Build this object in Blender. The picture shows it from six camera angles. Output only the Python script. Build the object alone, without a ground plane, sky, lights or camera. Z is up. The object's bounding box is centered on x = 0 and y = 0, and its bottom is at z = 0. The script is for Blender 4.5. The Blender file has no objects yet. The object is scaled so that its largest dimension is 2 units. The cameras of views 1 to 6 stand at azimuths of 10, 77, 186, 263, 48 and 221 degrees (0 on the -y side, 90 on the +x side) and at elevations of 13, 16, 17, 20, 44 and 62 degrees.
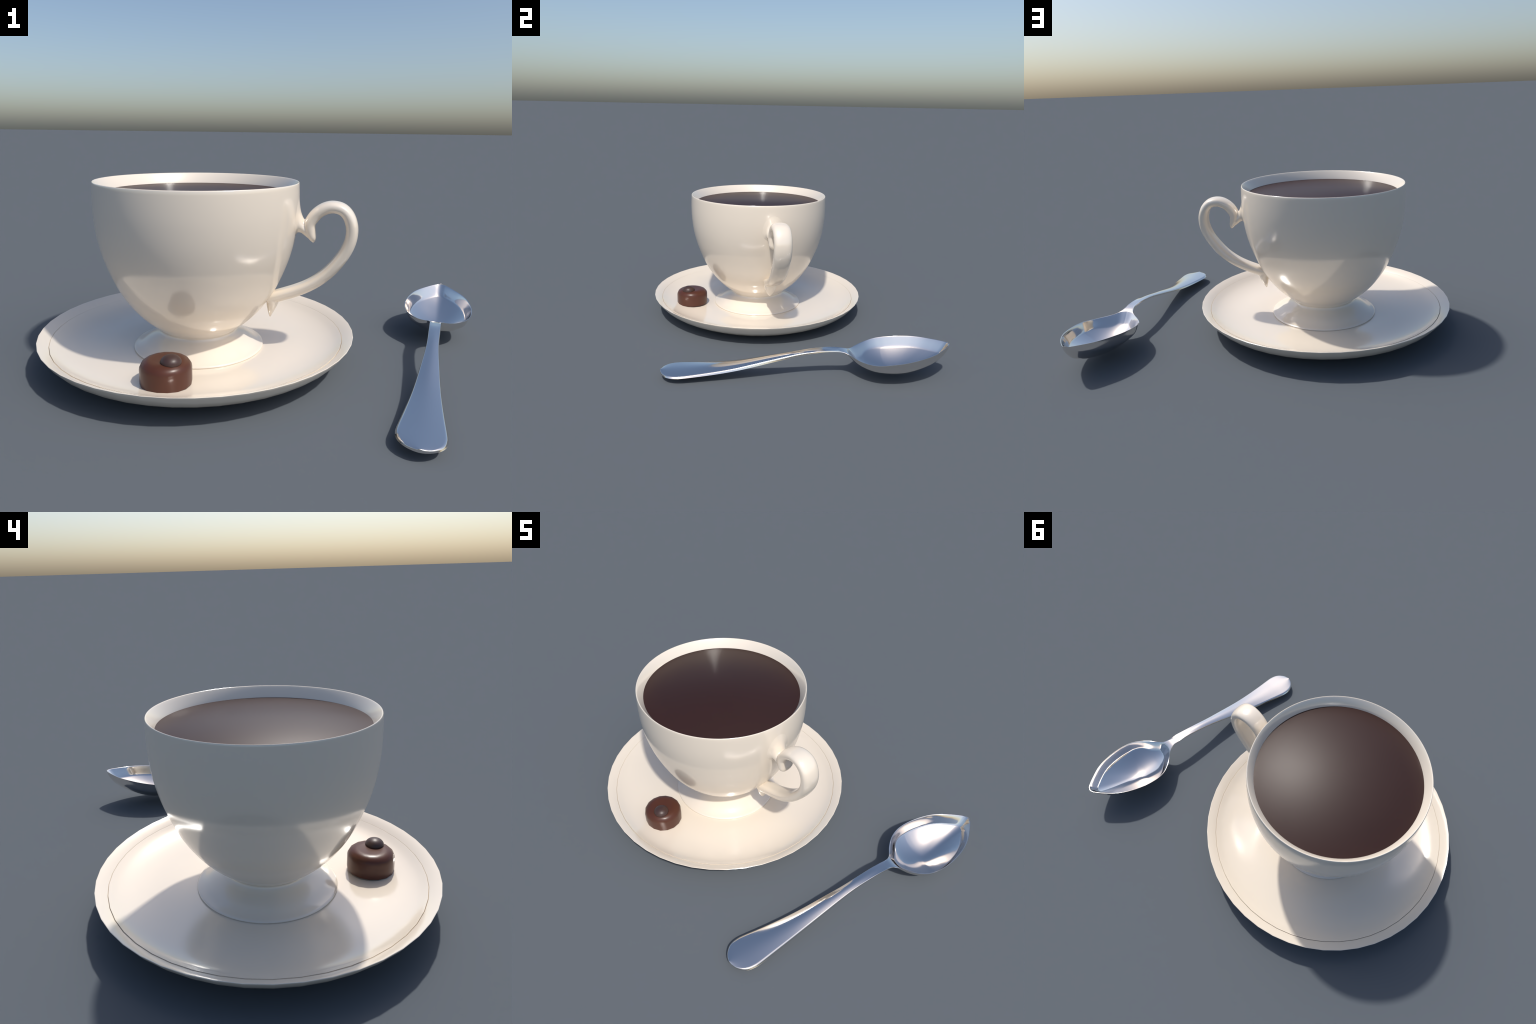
import bpy, bmesh, math
from math import pi, cos, sin, radians, sqrt
from mathutils import Vector, Matrix

# ---------------------------------------------------------------- frame
CX, CY = -0.295, -0.0433          # shared axis of cup and saucer
coll = bpy.context.scene.collection


# ---------------------------------------------------------------- helpers
def hermite(xs, ys, x):
    """smooth curve through control points (finite-difference tangents)"""
    n = len(xs)
    if x <= xs[0]:
        return ys[0]
    if x >= xs[-1]:
        return ys[-1]
    i = 0
    while x > xs[i + 1]:
        i += 1

    def slope(k):
        if k == 0:
            return (ys[1] - ys[0]) / (xs[1] - xs[0])
        if k == n - 1:
            return (ys[-1] - ys[-2]) / (xs[-1] - xs[-2])
        h0, h1 = xs[k] - xs[k - 1], xs[k + 1] - xs[k]
        d0, d1 = (ys[k] - ys[k - 1]) / h0, (ys[k + 1] - ys[k]) / h1
        return (h1 * d0 + h0 * d1) / (h0 + h1)
    h = xs[i + 1] - xs[i]
    t = (x - xs[i]) / h
    return ((2 * t**3 - 3 * t**2 + 1) * ys[i] + (t**3 - 2 * t**2 + t) * h * slope(i)
            + (-2 * t**3 + 3 * t**2) * ys[i + 1] + (t**3 - t**2) * h * slope(i + 1))


def spline(ctrl, steps):
    """dense polyline through control tuples of any dimension"""
    ks = list(range(len(ctrl)))
    dim = len(ctrl[0])
    cols = [[c[d] for c in ctrl] for d in range(dim)]
    total = (len(ctrl) - 1) * steps
    return [tuple(hermite(ks, cols[d], i / steps) for d in range(dim)) for i in range(total + 1)]


def make_object(name, verts, faces, mat=None, parent=None, smooth_angle=None, loc=(0, 0, 0)):
    me = bpy.data.meshes.new(name)
    me.from_pydata(verts, [], faces)
    bm = bmesh.new()
    bm.from_mesh(me)
    bmesh.ops.remove_doubles(bm, verts=bm.verts, dist=1e-6)
    bmesh.ops.recalc_face_normals(bm, faces=bm.faces)
    bm.to_mesh(me)
    bm.free()
    ob = bpy.data.objects.new(name, me)
    coll.objects.link(ob)
    ob.location = loc
    if mat:
        me.materials.append(mat)
    if parent:
        ob.parent = parent
    me.shade_smooth()
    if smooth_angle is not None:
        me.set_sharp_from_angle(angle=radians(smooth_angle))
    return ob


def lathe(name, profile, segments, mat, parent=None, smooth_angle=None, phase=0.0, loc=(0, 0, 0)):
    """surface of revolution; a profile radius of 0 closes at the axis"""
    verts, faces, rows = [], [], []
    for r, z in profile:
        if r < 1e-7:
            rows.append([len(verts)])
            verts.append((0, 0, z))
        else:
            row = []
            for k in range(segments):
                a = phase + 2 * pi * k / segments
                row.append(len(verts))
                verts.append((r * cos(a), r * sin(a), z))
            rows.append(row)
    for a, b in zip(rows[:-1], rows[1:]):
        for k in range(segments):
            k2 = (k + 1) % segments
            if len(a) == 1 and len(b) == 1:
                continue
            if len(a) == 1:
                faces.append((a[0], b[k], b[k2]))
            elif len(b) == 1:
                faces.append((a[k], b[0], a[k2]))
            else:
                faces.append((a[k], b[k], b[k2], a[k2]))
    return make_object(name, verts, faces, mat, parent, smooth_angle, loc)


def loft(sections, closed_ends=True):
    """quads between rings with equal vertex counts"""
    verts, faces = [], []
    n = len(sections[0])
    for s in sections:
        verts.extend(s)
    for i in range(len(sections) - 1):
        for k in range(n):
            k2 = (k + 1) % n
            faces.append((i * n + k, i * n + k2, (i + 1) * n + k2, (i + 1) * n + k))
    if closed_ends:
        for i, s in ((0, sections[0]), (len(sections) - 1, sections[-1])):
            c = len(verts)
            verts.append(tuple(sum(p[d] for p in s) / n for d in range(3)))
            for k in range(n):
                faces.append((i * n + k, i * n + (k + 1) % n, c))
    return verts, faces


def empty(name, loc, label, category):
    e = bpy.data.objects.new(name, None)
    coll.objects.link(e)
    e.location = loc
    e["label"] = label
    e["category"] = category
    return e


# ---------------------------------------------------------------- materials
def material(name, color, rough, metallic=0.0, coat=0.0, coat_rough=0.05, ior=1.5,
             var=0.03, scale=6.0, rough_var=0.02, bump=0.0, spec=0.5):
    m = bpy.data.materials.new(name)
    m.use_nodes = True
    nt = m.node_tree
    bsdf = nt.nodes["Principled BSDF"]
    tex = nt.nodes.new("ShaderNodeTexCoord")
    noise = nt.nodes.new("ShaderNodeTexNoise")
    noise.inputs["Scale"].default_value = scale
    noise.inputs["Detail"].default_value = 3
    nt.links.new(tex.outputs["Object"], noise.inputs["Vector"])
    ramp = nt.nodes.new("ShaderNodeValToRGB")
    ramp.color_ramp.elements[0].position = 0.3
    ramp.color_ramp.elements[1].position = 0.7
    ramp.color_ramp.elements[0].color = tuple(c * (1 - var) for c in color) + (1,)
    ramp.color_ramp.elements[1].color = tuple(min(1, c * (1 + var)) for c in color) + (1,)
    nt.links.new(noise.outputs["Fac"], ramp.inputs["Fac"])
    nt.links.new(ramp.outputs["Color"], bsdf.inputs["Base Color"])
    mr = nt.nodes.new("ShaderNodeMapRange")
    mr.inputs["To Min"].default_value = rough - rough_var
    mr.inputs["To Max"].default_value = rough + rough_var
    nt.links.new(noise.outputs["Fac"], mr.inputs["Value"])
    nt.links.new(mr.outputs["Result"], bsdf.inputs["Roughness"])
    bsdf.inputs["Metallic"].default_value = metallic
    bsdf.inputs["IOR"].default_value = ior
    bsdf.inputs["Specular IOR Level"].default_value = spec
    bsdf.inputs["Coat Weight"].default_value = coat
    bsdf.inputs["Coat Roughness"].default_value = coat_rough
    if bump > 0:
        b = nt.nodes.new("ShaderNodeBump")
        b.inputs["Strength"].default_value = bump
        b.inputs["Distance"].default_value = 0.002
        nt.links.new(noise.outputs["Fac"], b.inputs["Height"])
        nt.links.new(b.outputs["Normal"], bsdf.inputs["Normal"])
    return m


PORCELAIN = material("cream_porcelain", (0.78, 0.692, 0.578), 0.15, ior=2.1, var=0.004, rough_var=0.005)
COFFEE = material("black_coffee", (0.029, 0.0098, 0.0070), 0.46, var=0.02, rough_var=0.01, spec=0.37)
STEEL = material("polished_steel", (0.85, 0.812, 0.775), 0.09, metallic=1.0, var=0.004, rough_var=0.005)
CHOCOLATE = material("milk_chocolate", (0.073, 0.0235, 0.0130), 0.33, var=0.03, scale=14, spec=0.38)
DARK_CHOCOLATE = material("dark_chocolate", (0.048, 0.0235, 0.0195), 0.42, var=0.03, scale=20)

# ================================================================ SAUCER
saucer_top = [(0.0, 0.0490), (0.15, 0.0490), (0.25, 0.0490), (0.30, 0.0502), (0.33, 0.0530), (0.36, 0.0560),
              (0.40, 0.0588), (0.44, 0.0604), (0.475, 0.0617), (0.505, 0.0637), (0.54, 0.0680), (0.565, 0.0727),
              (0.59, 0.0790), (0.612, 0.0866), (0.630, 0.0948), (0.644, 0.1034), (0.6545, 0.1098)]
saucer_groove = [(0.6550, 0.1098), (0.6555, 0.1030), (0.6582, 0.1092)]
saucer_rim = [(0.675, 0.1205), (0.690, 0.1278), (0.700, 0.1325), (0.7035, 0.1338), (0.7050, 0.1328),
              (0.7045, 0.1305)]
saucer_under = [(0.698, 0.1210), (0.690, 0.1090), (0.680, 0.0970), (0.664, 0.0800), (0.645, 0.0660),
                (0.622, 0.0530), (0.595, 0.0400), (0.568, 0.0270), (0.547, 0.0165), (0.526, 0.0065), (0.512, 0.0008),
                (0.49, 0.0), (0.46, 0.0), (0.44, 0.005), (0.25, 0.010), (0.0, 0.010)]
saucer = lathe("saucer", saucer_top + saucer_groove + saucer_rim + saucer_under, 48, PORCELAIN,
               smooth_angle=26, loc=(CX, CY, 0))
saucer["label"] = "round cream porcelain saucer with fine rim groove"
saucer["category"] = "saucer"

# ================================================================ CUP
cup_outer = [(0.12, 0.200), (0.14, 0.1810), (0.16, 0.2040), (0.18, 0.2300), (0.20, 0.2525), (0.22, 0.2722),
             (0.24, 0.2900), (0.26, 0.3060), (0.28, 0.3200), (0.30, 0.3338), (0.32, 0.3458),
             (0.34, 0.3568), (0.36, 0.3666), (0.38, 0.3756), (0.40, 0.3842), (0.44, 0.4000),
             (0.48, 0.4140), (0.52, 0.4252), (0.56, 0.4342), (0.60, 0.4408), (0.64, 0.4452),
             (0.68, 0.4478), (0.72, 0.4485), (0.76, 0.4478), (0.80, 0.4460)]
Z_OUT = [p[0] for p in cup_outer[1:]]
R_OUT = [p[1] for p in cup_outer[1:]]


def cup_radius(z):
    return hermite(Z_OUT, R_OUT, z)


cup = empty("coffee_cup", (CX, CY, 0.03), "cream porcelain footed teacup filled with black coffee", "cup")

# foot: flat edge resting on the saucer, concave flare up to a tight neck, then the bowl wall
foot_profile = [(0.0, 0.048), (0.285, 0.048), (0.2945, 0.0495), (0.2972, 0.0525), (0.2974, 0.0560), (0.2948, 0.0588),
                (0.2870, 0.0612), (0.2760, 0.0655), (0.2630, 0.0715), (0.2490, 0.0805), (0.2325, 0.0895),
                (0.2145, 0.0985), (0.1960, 0.1075), (0.1815, 0.1165), (0.1740, 0.1240), (0.1718, 0.1305),
                (0.1735, 0.1345)]
wall_profile = [(cup_radius(z), z) for z in [0.139 + (0.799 - 0.139) * i / 60 for i in range(61)]]
rim_profile = [(0.4452, 0.8030), (0.4445, 0.8050), (0.4430, 0.8058), (0.4412, 0.8050), (0.4395, 0.8030)]
inner_profile = [(0.4345, 0.7960), (0.4270, 0.7840), (0.4190, 0.7700), (0.4125, 0.7570), (0.4075, 0.7430),
                 (0.4000, 0.7100), (0.3850, 0.6000), (0.3500, 0.4500), (0.2800, 0.3000), (0.1500, 0.1900),
                 (0.0, 0.170)]
body = lathe("cup_body", [(r, z - 0.03) for r, z in foot_profile + wall_profile + rim_profile + inner_profile],
             144, PORCELAIN, parent=cup, smooth_angle=50)

coffee_profile = [(0.0, 0.7556), (0.10, 0.7556), (0.20, 0.7556), (0.30, 0.7556), (0.37, 0.7556), (0.40, 0.7556),
                  (0.4085, 0.7560), (0.4145, 0.7575), (0.4145, 0.735), (0.0, 0.735)]
coffee = lathe("coffee", [(r, z - 0.03) for r, z in coffee_profile], 144, COFFEE, parent=cup)
# the liquid lies flat but its sheen swells softly from the centre to the wall
SWELL = 0.63
coffee.data.normals_split_custom_set_from_vertices(
    [Vector((v.co.x * SWELL, v.co.y * SWELL, 1)).normalized() if v.co.z > 0.71 else Vector((0, 0, -1))
     for v in coffee.data.vertices])

# ---- handle: heart-shaped scroll, (radius, height, thickness, width) along the spine
HANDLE_TURN = radians(0.4)
spine_ctrl = [(0.5170, 0.5540, 0.010, 0.034), (0.5120, 0.5720, 0.032, 0.082), (0.5020, 0.6020, 0.048, 0.092),
              (0.4990, 0.6330, 0.052, 0.093), (0.5130, 0.6610, 0.055, 0.093), (0.5378, 0.6870, 0.054, 0.097),
              (0.5688, 0.7035, 0.054, 0.100), (0.6008, 0.7075, 0.053, 0.104), (0.6338, 0.6980, 0.053, 0.106),
              (0.6588, 0.6720, 0.054, 0.107), (0.6728, 0.6360, 0.055, 0.107), (0.6758, 0.5980, 0.055, 0.107),
              (0.6688, 0.5570, 0.055, 0.107), (0.6508, 0.5140, 0.055, 0.106), (0.6238, 0.4720, 0.055, 0.105),
              (0.5888, 0.4290, 0.055, 0.102), (0.5448, 0.3890, 0.054, 0.099), (0.4948, 0.3560, 0.053, 0.095),
              (0.4430, 0.3310, 0.054, 0.089), (0.3950, 0.3130, 0.054, 0.086), (0.3520, 0.2980, 0.054, 0.085),
              (0.3180, 0.2880, 0.050, 0.080)]
thorn_ctrl = [(0.3420, 0.3050, 0.044, 0.078), (0.3420, 0.2820, 0.056, 0.082), (0.3385, 0.2580, 0.048, 0.076),
              (0.3345, 0.2320, 0.031, 0.058), (0.3315, 0.2080, 0.013, 0.028), (0.3305, 0.1975, 0.005, 0.010)]
RING = 40


def strap(ctrl, channel):
    """rounded strap swept along (radius, height, thickness, width) controls in the handle plane"""
    dense = spline(ctrl, 8)
    sections = []
    for i, (r, z, th, wd) in enumerate(dense):
        a, b = dense[max(i - 1, 0)], dense[min(i + 1, len(dense) - 1)]
        t = Vector((b[0] - a[0], 0, b[1] - a[1])).normalized()
        nrm = Vector((-t.z, 0, t.x))            # outward side of the loop
        ring = []
        for k in range(RING):
            ang = 2 * pi * k / RING
            c, s = cos(ang), sin(ang)
            y = math.copysign(abs(c) ** 0.80, c) * wd / 2
            h = math.copysign(abs(s) ** 0.85, s) * th / 2
            if s < 0:                            # inner face: faint channel between the two edges
                h += channel * th * max(0.0, 1 - (y / (wd * 0.40)) ** 2) ** 2
            sway = min(1.0, max(0.0, (0.45 - z) / 0.22))
            p = Vector((r, y + 0.012 * sway, z)) + nrm * h
            ring.append(p[:])
        sections.append(ring)
    return loft(sections)


hv, hf = strap(spine_ctrl, 0.05)
tv, tf = strap(thorn_ctrl, 0.0)

# stub that swells out of the cup wall and meets the upper scroll
stub_sections = []
STUB = [(-0.020, 0.645, 0.115, 0.085), (-0.003, 0.645, 0.108, 0.078), (0.0015, 0.641, 0.088, 0.062), (0.006, 0.635, 0.068, 0.050),
        (0.013, 0.627, 0.053, 0.045), (0.022, 0.618, 0.044, 0.041), (0.032, 0.607, 0.039, 0.040),
        (0.045, 0.594, 0.034, 0.040), (0.060, 0.581, 0.027, 0.036)]
for off, zc, hh, hw in spline(STUB, 4):
    ring = []
    for k in range(RING):
        ang = 2 * pi * k / RING
        y = hw * cos(ang)
        up = sin(ang)
        z = zc + up * (hh if up > 0 else hh * 0.62)
        rr = cup_radius(min(max(z, 0.2), 0.79))
        flat = min(1.0, max(0.0, off / 0.03))
        base = sqrt(rr * rr - y * y) * (1 - flat) + 0.4435 * flat
        ring.append((base + off, y, z))
    stub_sections.append(ring)
sv, sf = loft(stub_sections)
parts_v, parts_f = [], []
for pv, pf in ((hv, hf), (tv, tf), (sv, sf)):
    base_index = len(parts_v)
    parts_v += [(x, y, z - 0.03) for x, y, z in pv]
    parts_f += [tuple(i + base_index for i in f) for f in pf]
handle = make_object("handle", parts_v, parts_f, PORCELAIN, parent=cup)
handle.rotation_euler = (0, 0, HANDLE_TURN)
# fuse the scroll and the stub into one smooth casting
rm = handle.modifiers.new("fuse", 'REMESH')
rm.mode = 'VOXEL'
rm.voxel_size = 0.0028
sm = handle.modifiers.new("soften", 'SMOOTH')
sm.factor = 0.5
sm.iterations = 7
dg = bpy.context.evaluated_depsgraph_get()
fused = bpy.data.meshes.new_from_object(handle.evaluated_get(dg))
handle.modifiers.clear()
handle.data = fused
handle.data.materials.clear()
handle.data.materials.append(PORCELAIN)
handle.data.shade_smooth()

# ================================================================ SPOON
HEADING = -1.74477
SPOON_TIP = (0.8888, 0.7467)
# half outline: (distance from the bowl tip, half width)
outline = [(0.0, 0.0), (0.0010, 0.0070), (0.0045, 0.0160), (0.0149, 0.0300), (0.050, 0.0625), (0.1000, 0.1012), (0.1500, 0.1284),
           (0.2000, 0.1460), (0.2500, 0.1575), (0.2950, 0.1630), (0.3300, 0.1636), (0.3650, 0.1606), (0.4000, 0.1510),
           (0.4300, 0.1362), (0.4580, 0.1155), (0.4851, 0.0904),
           (0.5130, 0.0580), (0.5345, 0.0389), (0.5697, 0.0270), (0.6087, 0.0258), (0.6854, 0.0255),
           (0.8239, 0.0268), (0.9777, 0.0387), (1.1315, 0.0530), (1.2853, 0.0710), (1.3938, 0.0845),
           (1.4300, 0.0850), (1.4560, 0.0802), (1.4760, 0.0705), (1.4920, 0.0560), (1.5040, 0.0400),
           (1.5120, 0.0220), (1.5150, 0.0110), (1.5161, 0.0)]
rim_height = [(-0.022, 0.190), (0.024, 0.1848), (0.085, 0.1772), (0.162, 0.1701), (0.255, 0.1588), (0.347, 0.1479),
              (0.439, 0.1334), (0.501, 0.1335), (0.562, 0.1505), (0.639, 0.1540), (0.747, 0.1405), (0.901, 0.1075),
              (1.131, 0.0610), (1.362, 0.0400), (1.516, 0.0350)]
bowl_depth = [(0.0, 0.004), (0.004, 0.020), (0.03, 0.0620), (0.08, 0.0925), (0.16, 0.1185), (0.25, 0.1300), (0.33, 0.1200),
              (0.41, 0.0905), (0.48, 0.0565), (0.54, 0.0160), (0.58, 0.003), (0.62, 0.0), (2.0, 0.0)]
RZ = list(zip(*rim_height))
BD = list(zip(*bowl_depth))
pts = spline(outline, 14)
ACROSS = 88


def spoon_point(s, x, z):
    d = (cos(HEADING), sin(HEADING))
    return (SPOON_TIP[0] + d[0] * s - d[1] * x, SPOON_TIP[1] + d[1] * s + d[0] * x, z)


BOWL_CENTRE, LIP = 0.29, 0.988
# rim contour of the hollow, closed behind the neck, as (angle, radius) about the bowl centre
hollow = spline([p for p in outline if p[0] < 0.49] + [(0.5130, 0.0610), (0.5330, 0.0340), (0.5400, 0.0)], 12)
HOLLOW = sorted((math.atan2(max(w, 0.0), s - BOWL_CENTRE), sqrt((s - BOWL_CENTRE) ** 2 + w * w)) for s, w in hollow)


def bowl_radius(theta):
    theta = abs(theta)
    lo, hi = 0, len(HOLLOW) - 1
    while hi - lo > 1:
        mid = (lo + hi) // 2
        if HOLLOW[mid][0] > theta:
            hi = mid
        else:
            lo = mid
    a, b = HOLLOW[lo], HOLLOW[hi]
    f = min(1.0, max(0.0, (theta - a[0]) / max(1e-9, b[0] - a[0])))
    return a[1] * (1 - f) + b[1] * f


def spoon_height(s, w, t, lower):
    """height of the upper or lower skin at distance s, cross position t in -1..1"""
    zr = hermite(RZ[0], RZ[1], s) - 0.021 * t * w
    dep = hermite(BD[0], BD[1], s)
    bowl = min(1.0, max(0.0, (0.60 - s) / 0.10))
    bowl = bowl * bowl * (3 - 2 * bowl)
    e = abs(t)
    plate = 0.0050 * (1 - bowl) * sqrt(max(0.0, 1 - max(0.0, (s - 1.44) / 0.0761) ** 4))               # half thickness of the flat stem
    if lower:
        wall = min(1.0, (1 - e) / 0.13)
        q = min(1.0, e / 0.87)
        drop = 0.47 * (wall * wall * (3 - 2 * wall) * 0.35 + wall * 0.65) + 0.53 * (1 - q ** 1.9)
        return zr - dep * drop - 0.7 * plate * (1 - e ** 6)
    # upper skin: thin lip, steep wall of even width all round, then a shallow floor
    dx, dy = s - BOWL_CENTRE, e * w
    theta = math.atan2(dy, dx)
    rho = sqrt(dx * dx + dy * dy) / bowl_radius(theta)
    drop = 0.0
    if rho < LIP:
        heel = max(0.0, cos(theta)) ** 3
        floor_edge = 0.855 - 0.095 * heel
        wall = min(1.0, (LIP - rho) / (LIP - floor_edge))
        q = min(1.0, rho / floor_edge)
        drop = 0.121 * (0.45 * (wall * wall * (3 - 2 * wall) * 0.2 + wall * 0.8) + 0.55 * (1 - q ** 1.7))
    low = spoon_height(s, w, t, True)
    top = zr - drop
    gap = low + 0.005 * min(1.0, (1 - e) / 0.06)
    top = max(top, gap)
    return top + 0.6 * plate * (1 - e ** 10)


verts, faces = [], []
rows_up, rows_lo = [], []
for s, w in pts:
    w = max(w, 0.0)
    up, lo = [], []
    for j in range(ACROSS + 1):
        t = sin(pi / 2 * (2 * j / ACROSS - 1))          # denser toward the edges
        zu, zl = spoon_height(s, w, t, False), spoon_height(s, w, t, True)
        up.append(len(verts))
        verts.append(spoon_point(s, t * w, max(zu, zl + 0.0001)))
        if j in (0, ACROSS):
            lo.append(up[-1])
        else:
            lo.append(len(verts))
            verts.append(spoon_point(s, t * w, min(zl, zu - 0.004 * (1 - abs(t)) ** 0.5)))
    rows_up.append(up)
    rows_lo.append(lo)
for a, b in zip(rows_up[:-1], rows_up[1:]):
    for j in range(ACROSS):
        faces.append((a[j], a[j + 1], b[j + 1], b[j]))
for a, b in zip(rows_lo[:-1], rows_lo[1:]):
    for j in range(ACROSS):
        faces.append((a[j], b[j], b[j + 1], a[j + 1]))
faces = [f for f in faces if len(set(f)) == 4]

SPLIT = 0.575
spoon = empty("spoon", (SPOON_TIP[0], SPOON_TIP[1], 0.0), "polished steel teaspoon with pointed bowl", "spoon")
whole = make_object("spoon_whole", verts, faces, STEEL)
bm = bmesh.new()
bm.from_mesh(whole.data)
bmesh.ops.dissolve_degenerate(bm, edges=bm.edges, dist=1e-6)
for _ in range(3):
    bmesh.ops.smooth_vert(bm, verts=bm.verts, factor=0.35, use_axis_x=True, use_axis_y=True, use_axis_z=True)
bm.to_mesh(whole.data)
bm.free()
whole.data.shade_smooth()


def along(co):
    return (co.x - SPOON_TIP[0]) * cos(HEADING) + (co.y - SPOON_TIP[1]) * sin(HEADING)


normals = {tuple(round(c, 6) for c in v.co): v.normal.copy() for v in whole.data.vertices}
for part, keep_bowl in (("bowl", True), ("handle", False)):
    me = whole.data.copy()
    bm = bmesh.new()
    bm.from_mesh(me)
    drop = [f for f in bm.faces if (along(f.calc_center_median()) < SPLIT) != keep_bowl]
    bmesh.ops.delete(bm, geom=drop, context='FACES')
    bm.to_mesh(me)
    bm.free()
    me.name = "spoon_" + part
    me.shade_smooth()
    me.normals_split_custom_set_from_vertices(
        [normals[tuple(round(c, 6) for c in v.co)] for v in me.vertices])
    ob = bpy.data.objects.new("spoon_" + part, me)
    coll.objects.link(ob)
    ob.parent = spoon
    ob.matrix_parent_inverse = Matrix.Translation((-SPOON_TIP[0], -SPOON_TIP[1], 0))
bpy.data.objects.remove(whole)

# ================================================================ CHOCOLATE
praline = empty("chocolate_praline", (-0.2957, -0.4985, 0.067), "small round milk chocolate with dark bead on top", "chocolate")
choc_profile = [(0.0, 0.0), (0.1010, 0.0), (0.1015, 0.010), (0.1015, 0.061), (0.0997, 0.0715), (0.0945, 0.0810),
                (0.0858, 0.0888), (0.0735, 0.0940), (0.0610, 0.0962), (0.0480, 0.0958), (0.0300, 0.0950), (0.0, 0.0950)]
lathe("praline_body", choc_profile, 16, CHOCOLATE, parent=praline, smooth_angle=60)
bead_profile = [(0.0405 * cos(a), 0.0285 * sin(a)) for a in [radians(-30 + 120 * i / 14) for i in range(14)]] + [(0.0, 0.0285)]
bead_profile = [(0.0, bead_profile[0][1])] + bead_profile
lathe("chocolate_bead", bead_profile, 32, DARK_CHOCOLATE, parent=praline, smooth_angle=60,
      loc=(-0.2651 + 0.2957, -0.5243 + 0.4985, 0.1640 - 0.067))
